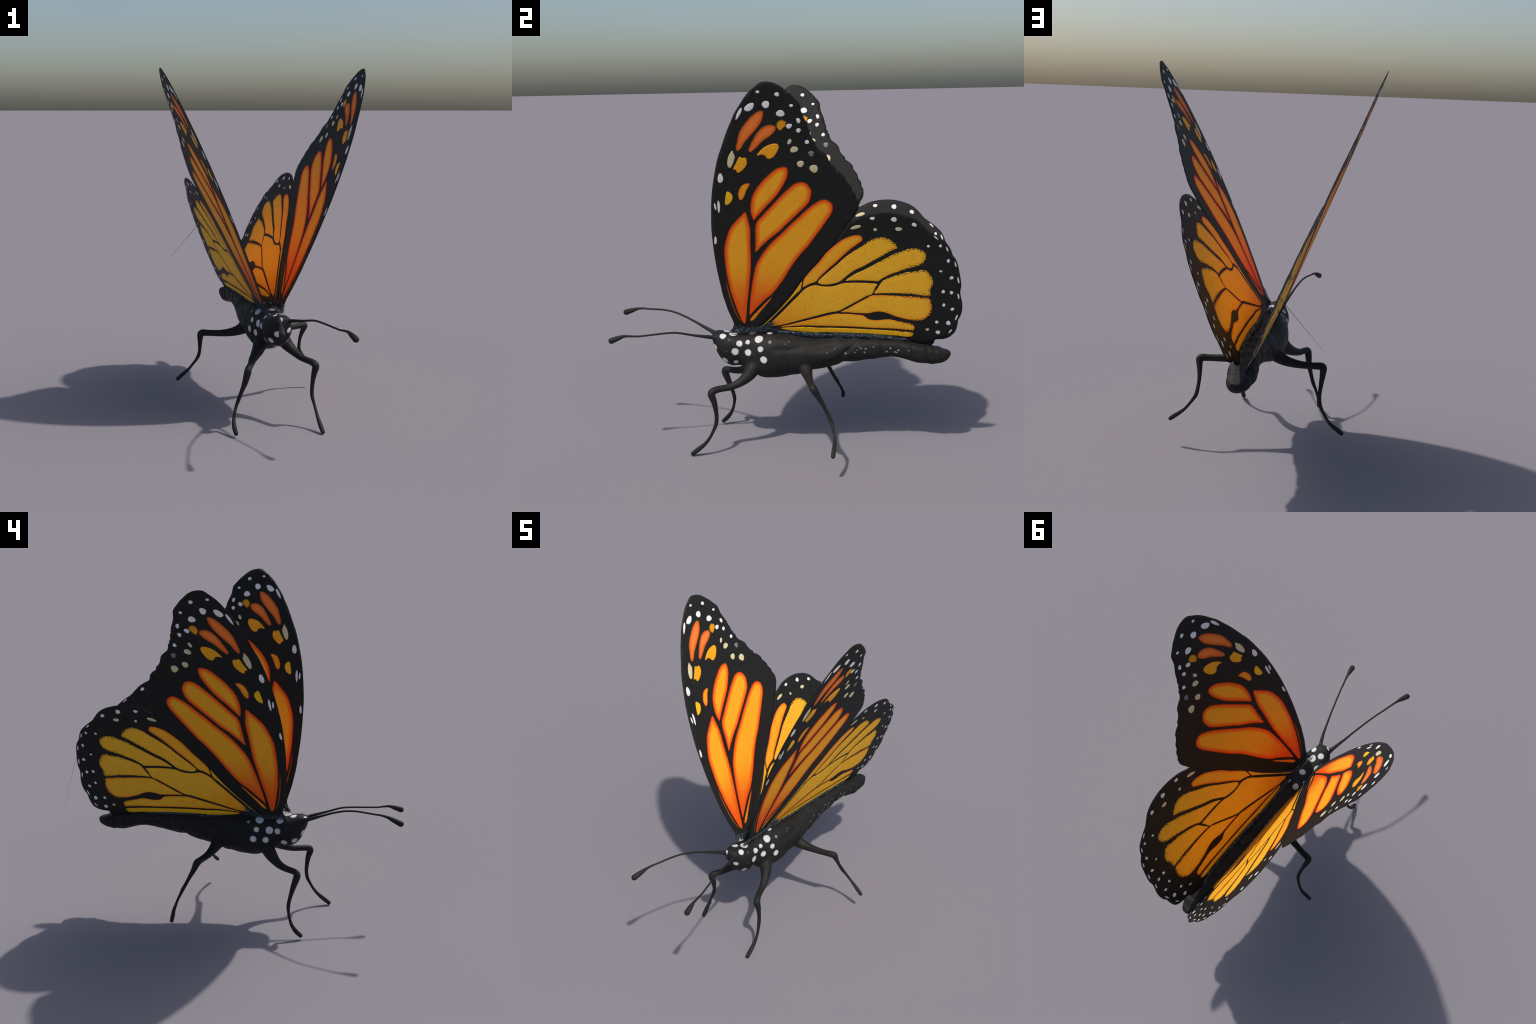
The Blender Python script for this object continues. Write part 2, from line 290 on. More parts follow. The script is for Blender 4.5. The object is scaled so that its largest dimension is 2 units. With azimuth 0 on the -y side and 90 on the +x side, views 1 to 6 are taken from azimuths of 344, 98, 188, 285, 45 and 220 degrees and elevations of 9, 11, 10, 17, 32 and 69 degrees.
# ------------------------------------------------------------------ materials
class Nodes:
    def __init__(self, name):
        self.mat = bpy.data.materials.new(name)
        self.mat.use_nodes = True
        self.t = self.mat.node_tree
        self.t.nodes.clear()
        self.out = self.add("ShaderNodeOutputMaterial")
        self.bsdf = self.add("ShaderNodeBsdfPrincipled")
        self.link(self.bsdf.outputs[0], self.out.inputs[0])

    def add(self, kind, **props):
        n = self.t.nodes.new(kind)
        for k, v in props.items():
            setattr(n, k, v)
        return n

    def link(self, a, b):
        self.t.links.new(a, b)

    def put(self, socket, v):
        if isinstance(v, bpy.types.NodeSocket):
            self.link(v, socket)
        else:
            socket.default_value = v

    def math(self, op, a, b=0.0, clamp=False):
        n = self.add("ShaderNodeMath", operation=op, use_clamp=clamp)
        self.put(n.inputs[0], a)
        self.put(n.inputs[1], b)
        return n.outputs[0]

    def step(self, x, lo, hi):
        n = self.add("ShaderNodeMapRange", interpolation_type="SMOOTHSTEP")
        self.put(n.inputs["Value"], x)
        n.inputs["From Min"].default_value, n.inputs["From Max"].default_value = lo, hi
        return n.outputs["Result"]

    def mix(self, f, a, b):
        n = self.add("ShaderNodeMix", data_type="RGBA")
        self.put(n.inputs[0], f)
        for s, v in ((n.inputs[6], a), (n.inputs[7], b)):
            self.put(s, v if isinstance(v, bpy.types.NodeSocket) else (*v, 1.0))
        return n.outputs[2]

    def coords(self):
        return self.add("ShaderNodeTexCoord").outputs["Object"]

    def noise(self, vec, scale, detail=2.0, stretch=None, rough=0.5):
        if stretch:
            m = self.add("ShaderNodeMapping")
            self.link(vec, m.inputs[0])
            m.inputs["Scale"].default_value = stretch
            vec = m.outputs[0]
        n = self.add("ShaderNodeTexNoise")
        self.link(vec, n.inputs["Vector"])
        n.inputs["Scale"].default_value, n.inputs["Detail"].default_value, n.inputs["Roughness"].default_value = scale, detail, rough
        return n.outputs[0]

    def ramp(self, x, stops):
        n = self.add("ShaderNodeValToRGB")
        self.link(x, n.inputs[0])
        e = n.color_ramp.elements
        while len(e) < len(stops):
            e.new(0.5)
        for el, (p, c) in zip(e, stops):
            el.position, el.color = p, (*c, 1.0)
        return n.outputs[0]

    def finish(self, colour, rough=0.6, spec=0.3):
        self.put(self.bsdf.inputs["Base Color"], colour if isinstance(colour, bpy.types.NodeSocket) else (*colour, 1.0))
        self.put(self.bsdf.inputs["Roughness"], rough)
        self.bsdf.inputs["Specular IOR Level"].default_value = spec
        return self.mat


PANE_BASE, PANE_RISE, PANE_REACH = 0.0019, 0.02, 0.030     # a pane is pillowed by RISE x distance from its rim
BLACK = (0.0165, 0.0165, 0.0165)


def rim_distance(n, co, camber):
    """Millimetres from the rim of a pane, read off the height of its own pillow above the cambered wing."""
    sep = n.add("ShaderNodeSeparateXYZ")
    n.link(co, sep.inputs[0])
    u, v, w = sep.outputs

    def poly(x, terms):                      # Horner; the terms may be sockets
        total = terms[-1]
        for term in terms[-2::-1]:
            total = n.math("ADD", n.math("MULTIPLY", x, total), term)
        return total

    k = camber
    sheet = poly(u, [poly(v, [k[0], k[2], k[5], k[9]]), poly(v, [k[1], k[4], k[8]]), poly(v, [k[3], k[7]]), k[6]])
    h = n.math("ABSOLUTE", n.math("SUBTRACT", w, sheet))
    d = n.math("MULTIPLY", n.math("SUBTRACT", h, PANE_BASE), 1000.0 / PANE_RISE)
    return d, sep


def cell_material(name, camber, stops, jitter=2.0, frizz=0.0, base_tint=None, dots=0.0, streak=0.0, rim_tint=None):
    """stops: (mm from rim, colour).  frizz: extra black speckle (mm) at the outer ends of hindwing cells."""
    n = Nodes(name)
    co = n.coords()
    d, sep = rim_distance(n, co, camber)
    fine = n.noise(co, 190.0, 1.0, (1.0, 1.0, 0.0))
    x = n.math("ADD", d, n.math("MULTIPLY", n.math("SUBTRACT", fine, 0.5), jitter))
    if frizz:
        from_root = n.add("ShaderNodeVectorMath", operation="DISTANCE")
        n.link(co, from_root.inputs[0])
        from_root.inputs[1].default_value = (0.05, 0.10, 0.0)
        amp = n.math("MULTIPLY", n.step(from_root.outputs["Value"], 0.60, 0.84), frizz)
        bite = n.math("MAXIMUM", n.math("SUBTRACT", n.noise(co, 165.0, 1.5, (0.8, 1.2, 0.0)), 0.47), 0.0)
        x = n.math("SUBTRACT", x, n.math("MULTIPLY", bite, amp))
    colour = n.ramp(n.math("DIVIDE", x, 30.0, True), [(p / 30.0, c) for p, c in stops])
    inside = n.step(d, 2.0, 5.0)
    if base_tint:
        far = n.add("ShaderNodeVectorMath", operation="LENGTH")
        n.link(co, far.inputs[0])
        patch = n.noise(co, 240.0, 3.0, (1.0, 0.45, 0.0), 0.65)
        near = n.math("SUBTRACT", 1.0, n.step(n.math("ADD", far.outputs["Value"], n.math("MULTIPLY", n.math("SUBTRACT", patch, 0.5), base_tint[3])), base_tint[1], base_tint[2]))
        colour = n.mix(n.math("MULTIPLY", n.math("MULTIPLY", near, inside), base_tint[4]), colour, base_tint[0])
    if dots:
        v = n.add("ShaderNodeTexVoronoi")
        m = n.add("ShaderNodeMapping")
        n.link(co, m.inputs[0])
        m.inputs["Scale"].default_value = (1.0, 1.0, 0.0)
        n.link(m.outputs[0], v.inputs["Vector"])
        v.inputs["Scale"].default_value = 58.0
        size = n.math("MULTIPLY", n.noise(co, 40.0, 1.0, (1.0, 1.0, 0.0)), 0.26)
        spot = n.math("SUBTRACT", 1.0, n.step(n.math("SUBTRACT", v.outputs["Distance"], size), 0.0, 0.06))
        colour = n.mix(n.math("MULTIPLY", n.math("MULTIPLY", spot, inside), dots), colour, (0.85, 0.100, 0.009))
    if streak:
        s = n.step(n.noise(co, 150.0, 3.0, (1.4, 0.5, 0.0), 0.6), 0.5, 0.68)
        colour = n.mix(n.math("MULTIPLY", n.math("MULTIPLY", s, inside), streak), colour, (0.72, 0.17, 0.012))
    broad = n.noise(co, 16.0, 2.0, (1.0, 1.0, 0.0))
    n.bsdf.inputs["Sheen Weight"].default_value = 0.0
    hue = n.add("ShaderNodeHueSaturation")
    n.link(colour, hue.inputs["Color"])
    n.link(n.math("ADD", n.math("MULTIPLY", broad, 0.16), 0.92), hue.inputs["Value"])
    return n.finish(hue.outputs[0], 0.65, 0.12)


RUST = (0.86, 0.082, 0.007)
FLAME = (0.92, 0.150, 0.010)
ORANGE = (0.94, 0.255, 0.014)
GOLD = (0.95, 0.425, 0.021)
YELLOW = (0.95, 0.495, 0.031)
SOOT = (0.016, 0.012, 0.010)
MATERIALS = dict(
    fore_gold=cell_material("wing_cell_rust_edged_gold", FORE_CAMBER, [(0.0, SOOT), (1.2, (0.03, 0.012, 0.006)), (3.8, (0.30, 0.032, 0.005)), (7.0, RUST), (14.5, FLAME), (22.5, ORANGE), (30.0, GOLD)],
                            12.0, base_tint=((0.88, 0.105, 0.008), 0.16, 0.50, 0.40, 1.0), dots=0.35),
    fore_rust=cell_material("wing_cell_dull_orange", FORE_CAMBER, [(0.0, SOOT), (2.5, (0.13, 0.045, 0.010)), (6.5, (0.62, 0.12, 0.016)), (14.0, (0.84, 0.165, 0.026)), (24.0, (0.88, 0.225, 0.040))], 7.0),
    fore_amber=cell_material("wing_cell_amber", FORE_CAMBER, [(0.0, SOOT), (1.0, (0.28, 0.13, 0.012)), (2.2, (0.90, 0.39, 0.014)), (12.0, (0.92, 0.41, 0.016))], 2.5, streak=0.6),
    fore_tawny=cell_material("wing_cell_tawny", FORE_CAMBER, [(0.0, SOOT), (1.5, (0.25, 0.06, 0.008)), (4.5, (0.88, 0.19, 0.012)), (11.0, (0.92, 0.36, 0.016))], 6.0, streak=0.35),
    fore_yellow=cell_material("wing_cell_bright_yellow", FORE_CAMBER, [(0.0, SOOT), (1.0, (0.30, 0.20, 0.010)), (2.4, (0.88, 0.50, 0.014)), (12.0, (0.92, 0.52, 0.016))], 2.5, streak=0.25),
    fore_speck=cell_material("wing_cell_ragged_amber", FORE_CAMBER, [(0.0, SOOT), (4.0, (0.05, 0.03, 0.008)), (6.0, (0.50, 0.25, 0.012)), (12.0, (0.75, 0.31, 0.014))], 18.0, streak=0.5),
    hind_yellow=cell_material("wing_cell_honey_yellow", HIND_CAMBER, [(0.0, SOOT), (0.7, (0.14, 0.08, 0.010)), (1.8, (0.86, 0.42, 0.024)), (12.0, YELLOW)],
                              1.6, frizz=95.0, base_tint=((0.92, 0.30, 0.014), 0.03, 0.42, 0.34, 0.9), dots=0.8),
    hind_orange=cell_material("wing_cell_orange_rimmed_yellow", HIND_CAMBER, [(0.0, SOOT), (1.0, (0.18, 0.06, 0.008)), (2.6, (0.90, 0.26, 0.014)), (8.0, (0.94, 0.39, 0.020)), (15.0, (0.95, 0.49, 0.030))],
                              2.4, frizz=95.0, base_tint=((0.92, 0.34, 0.014), 0.05, 0.50, 0.3, 0.7), dots=0.75),
    hind_front=cell_material("wing_cell_flame_tipped_yellow", HIND_CAMBER, [(0.0, SOOT), (1.2, (0.22, 0.05, 0.008)), (3.0, (0.88, 0.15, 0.010)), (9.0, (0.93, 0.27, 0.015)), (18.0, (0.95, 0.43, 0.024))],
                             3.0, frizz=45.0, base_tint=((0.94, 0.47, 0.024), 0.35, 0.62, 0.2, 0.9), dots=0.5),
    hind_hem=cell_material("wing_cell_lemon_hem", HIND_CAMBER, [(0.0, SOOT), (0.8, (0.18, 0.11, 0.010)), (2.0, (0.88, 0.44, 0.016)), (8.0, (0.90, 0.50, 0.014))],
                           1.6, frizz=70.0, streak=0.6, dots=0.4),
)


def spot_material(name, camber, colour, dark=None):
    n = Nodes(name)
    co = n.coords()
    d, sep = rim_distance(n, co, camber)
    x = n.math("ADD", d, n.math("MULTIPLY", n.math("SUBTRACT", n.noise(co, 300.0, 2.0, (1, 1, 0)), 0.5), 1.6))
    face = n.mix(n.step(n.noise(co, 38.0, 2.0, (1, 1, 0)), 0.35, 0.65), colour, dark or [c * 0.86 for c in colour])
    return n.finish(n.mix(n.step(x, 0.1, 1.6), (0.02, 0.02, 0.018), face), 0.6, 0.15)


def spot_materials(camber):
    return dict(white=spot_material("wing_spot_white", camber, (0.88, 0.87, 0.86)),
                cream=spot_material("wing_spot_cream", camber, (0.70, 0.58, 0.27), (0.66, 0.61, 0.47)),
                grey=spot_material("wing_spot_grey", camber, (0.30, 0.30, 0.29), (0.06, 0.06, 0.06)))


SPOTS_OF = {FORE_CAMBER: spot_materials(FORE_CAMBER), HIND_CAMBER: spot_materials(HIND_CAMBER)}


def membrane_material():
    n = Nodes("wing_black_membrane")
    co = n.coords()
    mottled = n.mix(n.step(n.noise(co, 30.0, 4.0), 0.35, 0.7), (0.0165, 0.0158, 0.0150), (0.0170, 0.0182, 0.0176))
    fleck = n.step(n.noise(co, 190.0, 2.0, (1, 1, 0)), 0.72, 0.78)
    n.link(n.math("ADD", n.math("MULTIPLY", n.noise(co, 90.0), 0.2), 0.5), n.bsdf.inputs["Roughness"])
    bump = n.add("ShaderNodeBump")
    bump.inputs["Strength"].default_value, bump.inputs["Distance"].default_value = 0.15, 0.001
    n.link(n.noise(co, 260.0, 3.0), bump.inputs["Height"])
    n.link(bump.outputs[0], n.bsdf.inputs["Normal"])
    dark = n.mix(n.math("MULTIPLY", fleck, 0.6), mottled, (0.06, 0.030, 0.016))
    sep = n.add("ShaderNodeSeparateXYZ")
    n.link(co, sep.inputs[0])
    wisp = n.noise(co, 60.0, 3.0, (0.35, 1.5, 0.0), 0.6)
    low = n.math("SUBTRACT", 1.0, n.step(n.math("ADD", sep.outputs[1], n.math("MULTIPLY", wisp, 0.05)), 0.050, 0.085))
    inner = n.math("SUBTRACT", 1.0, n.step(sep.outputs[0], 0.68, 0.78))
    bloom = n.math("MULTIPLY", n.math("MULTIPLY", low, inner), n.step(wisp, 0.38, 0.66))
    m = n.finish(n.mix(n.math("MULTIPLY", bloom, 0.8), dark, (0.105, 0.140, 0.185)), 0.6, 0.14)
    return m


def body_material():
    n = Nodes("body_black_with_white_dots")
    co = n.coords()
    wob = n.add("ShaderNodeVectorMath", operation="MULTIPLY_ADD")
    nz = n.add("ShaderNodeTexNoise")
    n.link(co, nz.inputs["Vector"])
    nz.inputs["Scale"].default_value = 45.0
    n.link(nz.outputs["Color"], wob.inputs[0])
    wob.inputs[1].default_value = (0.006, 0.006, 0.006)
    off = n.add("ShaderNodeVectorMath", operation="SUBTRACT")
    n.link(co, off.inputs[0])
    off.inputs[1].default_value = (0.003, 0.003, 0.003)
    n.link(off.outputs[0], wob.inputs[2])
    p = wob.outputs[0]

    def nearest(where, table):
        mask = None
        for x, y, z, r in table:
            dist = n.add("ShaderNodeVectorMath", operation="DISTANCE")
            n.link(where, dist.inputs[0])
            dist.inputs[1].default_value = (x, y, z)
            s = n.math("SUBTRACT", dist.outputs["Value"], r)
            mask = s if mask is None else n.math("MINIMUM", mask, s)
        return mask

    def both_sides(table):
        return [(x, y, z, r) for x, y, z, r, both in table] + [(2 * MID_X - x, y, z, r) for x, y, z, r, both in table if both]

    white = n.math("SUBTRACT", 1.0, n.step(nearest(p, both_sides(BODY_DOTS)), -0.0036, 0.0024))
    grey = n.math("SUBTRACT", 1.0, n.step(nearest(p, both_sides(GREY_DOTS)), -0.0060, 0.0030))
    flank = n.add("ShaderNodeVectorMath", operation="MULTIPLY")
    n.link(co, flank.inputs[0])
    flank.inputs[1].default_value = (0.0, 1.0, 1.0)
    sep = n.add("ShaderNodeSeparateXYZ")
    n.link(co, sep.inputs[0])
    on_right = n.math("GREATER_THAN", sep.outputs[0], MID_X)
    spots = [n.math("SUBTRACT", 1.0, n.step(nearest(flank.outputs[0], [(0.0, *f) for f in table]), -0.0045, 0.0018)) for table in (RIGHT_FRECKLES, LEFT_FRECKLES)]
    freckle = n.math("ADD", n.math("MULTIPLY", spots[0], on_right), n.math("MULTIPLY", spots[1], n.math("SUBTRACT", 1.0, on_right)))
    # a dusting of tiny faint specks
    v = n.add("ShaderNodeTexVoronoi")
    n.link(co, v.inputs["Vector"])
    v.inputs["Scale"].default_value = 48.0
    sepc = n.add("ShaderNodeSeparateColor")
    n.link(v.outputs["Color"], sepc.inputs[0])
    keep = n.step(sepc.outputs[0], 0.62, 0.66)
    dust = n.math("MULTIPLY", n.math("SUBTRACT", 1.0, n.step(v.outputs["Distance"], 0.06, 0.14)), keep)
    base = n.mix(n.step(n.noise(co, 9.0, 3.0), 0.3, 0.7), (0.0150, 0.0147, 0.0140), (0.0185, 0.0179, 0.0170))
    c = n.mix(n.math("MULTIPLY", dust, 0.16), base, (0.45, 0.45, 0.44))
    c = n.mix(n.math("MULTIPLY", freckle, 0.5), c, (0.50, 0.50, 0.49))
    c = n.mix(n.math("MULTIPLY", grey, 0.75), c, (0.38, 0.38, 0.37))
    shade = n.mix(n.step(n.noise(co, 26.0, 2.0), 0.35, 0.65), (0.56, 0.56, 0.56), (0.64, 0.635, 0.63))
    c = n.mix(white, c, shade)
    return n.finish(c, 0.6, 0.14)


def limb_material(name):
    n = Nodes(name)
    co = n.coords()
    c = n.mix(n.step(n.noise(co, 24.0, 3.0), 0.3, 0.7), (0.0160, 0.0160, 0.0153), (0.0200, 0.0196, 0.0186))
    return n.finish(c, 0.56, 0.16)


def hair_material(name, dark, light):
    n = Nodes(name)
    co = n.coords()
    c = n.mix(n.step(n.noise(co, 70.0, 2.0), 0.40, 0.66), dark, light)
    return n.finish(c, 0.55, 0.3)


MEMBRANE = membrane_material()
BODY = body_material()
LIMB = limb_material("limb_black")
FUR = hair_material("fur_slate_blue", (0.024, 0.032, 0.042), (0.125, 0.165, 0.215))
FUR_PALE = hair_material("fur_pale_tips", (0.07, 0.09, 0.11), (0.24, 0.27, 0.30))
BRISTLE = limb_material("bristle_grey")

# ------------------------------------------------------------------ the thing
butterfly = bpy.data.objects.new("butterfly", None)
scene.collection.objects.link(butterfly)
butterfly["label"] = "orange and black butterfly with white dots, wings raised"
butterfly["category"] = "butterfly"

# ------------------------------------------------------------------ body: one fused skin
stations = np.array(TRUNK)


def trunk_at(y):
    return [np.interp(y, stations[:, 0], stations[:, k]) for k in range(1, 5)]


def fold_depth(y, z):
    d = np.zeros_like(y)
    for y0, z0, y1, z1, depth, width in FOLDS:
        L = np.array([y1 - y0, z1 - z0])
        t = np.clip(((y - y0) * L[0] + (z - z0) * L[1]) / (L @ L), 0, 1)
        r2 = (y - y0 - t * L[0]) ** 2 + (z - z0 - t * L[1]) ** 2
        d += depth * np.exp(-r2 / (2 * (width / 2) ** 2)) - 0.35 * depth * np.exp(-r2 / (2 * width ** 2))
    return d


def trunk_mesh():
    ys = catmull([(y, zb, zt, hw, zc) for y, zb, zt, hw, zc in TRUNK], 0.006)
    n = 96
    verts, faces = [], []
    ang = np.linspace(0, 2 * math.pi, n, endpoint=False)
    for y, zb, zt, hw, zc in ys:
        ring = 1 + 0.010 * float(smooth(0.40, 0.50, y)) - sum(k * np.exp(-((y + lean * (zc - 0.02 - (zc + (zt - zc) * np.sin(ang))) - y0) / wd) ** 2) for y0, k, wd, lean in RINGS)
        c, s = np.cos(ang), np.sin(ang)
        up = s > 0
        p = np.where(up, 2.6 - 0.35 * float(smooth(0.02, 0.10, y)) * float(1 - smooth(0.36, 0.44, y)) + 0.8 * float(smooth(0.45, 0.6, y)), 2.1)
        x = hw * ring * np.sign(c) * np.abs(c) ** (2 / p)
        z = zc + np.where(up, (zt - zc), (zc - zb)) * np.sign(s) * np.abs(s) ** (2 / p)
        # shallow hollow in the upper flank below the wings
        x = x - np.sign(x) * np.minimum(0.017 * np.exp(-((y - 0.20) / 0.11) ** 2 - ((z - 0.605) / 0.030) ** 2), 0.45 * np.abs(x))
        # a row of low knobs along the back
        z = z + sum(h * math.exp(-((y - y0) / 0.026) ** 2) for y0, h in BACK_KNOBS) * np.exp(-(x / 0.035) ** 2) * up
        x = x - np.sign(x) * np.minimum(fold_depth(np.full(n, y), z), 0.5 * np.abs(x))
        # eyes swell gently on the flanks of the head
        x = x + np.sign(c) * 0.006 * np.exp(-((y + 0.315) ** 2 + (z - 0.572) ** 2) / (2 * 0.03 ** 2))
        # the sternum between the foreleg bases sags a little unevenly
        verts += [(MID_X + a, y, b) for a, b in zip(x, z)]
    m = len(ys)
    for i in range(m - 1):
        for j in range(n):
            k = (j + 1) % n
            faces.append((i * n + j, (i + 1) * n + j, (i + 1) * n + k, i * n + k))
    faces.append(tuple(range(n)))
    faces.append(tuple((m - 1) * n + j for j in range(n))[::-1])
    return verts, faces


LIMBS = [("foreleg", RIGHT_FORELEG, FORELEG_RADII), ("foreleg", LEFT_FORELEG, FORELEG_RADII), ("hindleg", RIGHT_HINDLEG, HINDLEG_RADII),
         ("hindleg", LEFT_HINDLEG, HINDLEG_RADII), ("antenna", RIGHT_ANTENNA, ANTENNA_RADII), ("antenna", LEFT_ANTENNA, ANTENNA_RADII)]
pieces = [trunk_mesh()]
limb_curves = []
for kind, pts, rad in LIMBS:
    v, f, c = sweep(pts, rad)
    pieces.append((v, f))
    limb_curves.append(c)
verts, faces = [], []
for v, f in pieces:
    o = len(verts)
    verts += [tuple(p) for p in v]
    faces += [tuple(i + o for i in q) for q in f]
rough = bpy.data.meshes.new("rough_body")
rough.from_pydata(verts, [], faces)
bm = bmesh.new()
bm.from_mesh(rough)
bmesh.ops.recalc_face_normals(bm, faces=bm.faces)
bm.to_mesh(rough)
bm.free()
tmp = new_object("rough_body", rough)
mod = tmp.modifiers.new("fuse", "REMESH")
mod.mode, mod.voxel_size, mod.adaptivity = "VOXEL", 0.0027, 0.0
skin = bpy.data.meshes.new_from_object(tmp.evaluated_get(bpy.context.evaluated_depsgraph_get()))
bpy.data.objects.remove(tmp)

nv = len(skin.vertices)
co = np.empty(nv * 3)
skin.vertices.foreach_get("co", co)
co = co.reshape(-1, 3)
edges = np.empty(len(skin.edges) * 2, np.int64)
skin.edges.foreach_get("vertices", edges)
edges = edges.reshape(-1, 2)
degree = np.bincount(edges.ravel(), minlength=nv)[:, None].astype(float)


def neighbour_mean(p):
    s = np.zeros_like(p)
    for k in range(3):
        s[:, k] = np.bincount(edges[:, 0], p[edges[:, 1], k], nv) + np.bincount(edges[:, 1], p[edges[:, 0], k], nv)
    return s / np.maximum(degree, 1)


# distance of every skin vertex to each limb's surface
limb_gap = []
for c in limb_curves:
    best = np.full(nv, 9.0)
    for q in c[::2]:
        best = np.minimum(best, np.linalg.norm(co - q[:3], axis=1) - q[3])
    limb_gap.append(best)
limb_gap = np.array(limb_gap)
roots = [np.array(p[1]) for _, p, _ in LIMBS]
blend = np.zeros(nv)
for (kind, p, r), q in zip(LIMBS, roots):
    reach = 0.075 if kind != "antenna" else 0.030
    blend = np.maximum(blend, 1 - smooth(reach * 0.55, reach, np.linalg.norm(co - q, axis=1)))
for i in range(22):                                   # light, volume-keeping smoothing everywhere
    co = co + 0.5 * (neighbour_mean(co) - co)
    co = co - 0.525 * (neighbour_mean(co) - co)
for i in range(26):                                  # fillets where legs and antennae leave the trunk
    co = co + (0.6 * blend)[:, None] * (neighbour_mean(co) - co)
skin.vertices.foreach_set("co", co.ravel())
skin.update()
nrm = np.empty(nv * 3)
skin.vertices.foreach_get("normal", nrm)
nrm = nrm.reshape(-1, 3)
clear = smooth(0.008, 0.030, limb_gap.min(0))
on_trunk = np.nonzero((clear > 0) & (co[:, 1] > -0.22))[0]
for i in on_trunk:                                   # lumpy, faintly wrinkled trunk
    x, y, z = co[i]
    co[i] += nrm[i] * clear[i] * (0.0032 * noise.noise((x * 17, y * 17, z * 17)))
co[:, 2] -= co[:, 2].min()
skin.vertices.foreach_set("co", co.ravel())
skin.update()

# separate the skin by region; seams keep the whole skin's normals
normals = np.array([v.vector for v in skin.vertex_normals]) if hasattr(skin, "vertex_normals") else np.array([v.normal for v in skin.vertices])
zb, zt, hw, zc = trunk_at(co[:, 1])
inside_trunk = (np.abs((co[:, 0] - MID_X) / np.maximum(hw, 0.01)) ** 2.2 + np.abs((co[:, 2] - zc) / np.where(co[:, 2] > zc, zt - zc, zc - zb)) ** 2.2)
region = np.where(co[:, 1] < -0.229, 0, np.where(co[:, 1] < 0.325, 1, 2))
eye = ((co[:, 1] + 0.315) ** 2 + (co[:, 2] - 0.572) ** 2 < 0.024 ** 2) & (np.abs(co[:, 0] - MID_X) > 0.05)
region = np.where(eye & (co[:, 0] > MID_X), 3, np.where(eye, 4, region))
nearest = limb_gap.argmin(0)
on_limb = (limb_gap.min(0) < 0.010) & ((inside_trunk > 1.22) | (co[:, 1] < -0.397))
region = np.where(on_limb, 5 + nearest, region)
REGION_NAMES = ["head", "thorax", "abdomen", "eye", "eye"] + [k for k, _, _ in LIMBS]
face_region = np.array([min(region[i] for i in p.vertices) for p in skin.polygons])
polys = [tuple(p.vertices) for p in skin.polygons]
for r, name in enumerate(REGION_NAMES):
    mine = [p for p, fr in zip(polys, face_region) if fr == r]
    if not mine:
        continue
    used = sorted({i for p in mine for i in p})
    index = {v: i for i, v in enumerate(used)}
    me = bpy.data.meshes.new(name)
    me.from_pydata([tuple(co[i]) for i in used], [], [tuple(index[i] for i in p) for p in mine])
    me.polygons.foreach_set("use_smooth", [True] * len(me.polygons))
    me.update()
    me.normals_split_custom_set_from_vertices([tuple(normals[i]) for i in used])
    new_object(name, me, butterfly, LIMB if r >= 5 else BODY)
bpy.data.meshes.remove(skin)
bpy.data.meshes.remove(rough)

# ------------------------------------------------------------------ wings
def edge_distance(points, outline):
    a, b = outline, np.roll(outline, -1, axis=0)
    best = np.full(len(points), 9.0)
    for p, q in zip(a, b):
        L = q - p
        t = np.clip(((points - p) @ L) / max(L @ L, 1e-12), 0, 1)
        best = np.minimum(best, np.linalg.norm(points - p - t[:, None] * L, axis=1))
    return best


def contains(points, outline):
    x, y = points[:, 0], points[:, 1]
    res = np.zeros(len(points), bool)
    for p, q in zip(outline, np.roll(outline, -1, axis=0)):
        hit = (p[1] > y) != (q[1] > y)
        with np.errstate(divide="ignore", invalid="ignore"):
            res ^= hit & (x < (q[0] - p[0]) * (y - p[1]) / (q[1] - p[1]) + p[0])
    return res


def pillow(name, outline, profile, spacing, camber):
    """Closed two-faced solid over a flat outline; profile(distance from rim) is its half thickness."""
    lo, hi = outline.min(0), outline.max(0)
    gx, gy = np.meshgrid(np.arange(lo[0], hi[0], spacing), np.arange(lo[1], hi[1], spacing * 0.866))
    gx = gx + (np.arange(gx.shape[0]) % 2)[:, None] * spacing / 2
    grid = np.stack([gx.ravel(), gy.ravel()], 1)
    grid = grid[contains(grid, outline)]
    if len(grid):
        grid = grid[edge_distance(grid, outline) > spacing * 0.45]
    pts = np.vstack([outline, grid])
    n = len(outline)
    vs, _, fs, _, _, _ = geometry.delaunay_2d_cdt([Vector(p) for p in pts], [], [list(range(n))], 1, 1e-7)
    flat = np.array([tuple(v) for v in vs])
    h = profile(edge_distance(flat, outline))
    m = len(flat)
    x, y = flat[:, 0], flat[:, 1]
    mid = camber_at(camber, x, y)
    verts = list(zip(x, y, mid + h)) + list(zip(x, y, mid - h))
    faces = [tuple(f) for f in fs] + [tuple(i + m for i in f)[::-1] for f in fs]
    count = {}
    for f in fs:
        for a, b in zip(f, list(f[1:]) + [f[0]]):
            count[(a, b)] = 1
    for a, b in count:
        if (b, a) not in count:
            faces.append((b, a, a + m, b + m))
    me = bpy.data.meshes.new(name)
    me.from_pydata(verts, [], faces)
    me.polygons.foreach_set("use_smooth", [True] * len(me.polygons))
    me.update()
    return me


def pane_profile(d):
    return PANE_BASE + PANE_RISE * np.minimum(d, PANE_REACH)


def plate_profile(d):
    return 0.0007 + 0.0009 * smooth(0.0, 0.012, d)


def grow(outline, amount):
    """Push a closed outline outwards by `amount`."""
    t = np.roll(outline, -1, axis=0) - np.roll(outline, 1, axis=0)
    t /= np.maximum(np.linalg.norm(t, axis=1), 1e-9)[:, None]
    area = 0.5 * np.sum(outline[:, 0] * np.roll(outline[:, 1], -1) - np.roll(outline[:, 0], -1) * outline[:, 1])
    nrm = np.stack([t[:, 1], -t[:, 0]], 1) * (1 if area > 0 else -1)
    return outline + nrm * amount


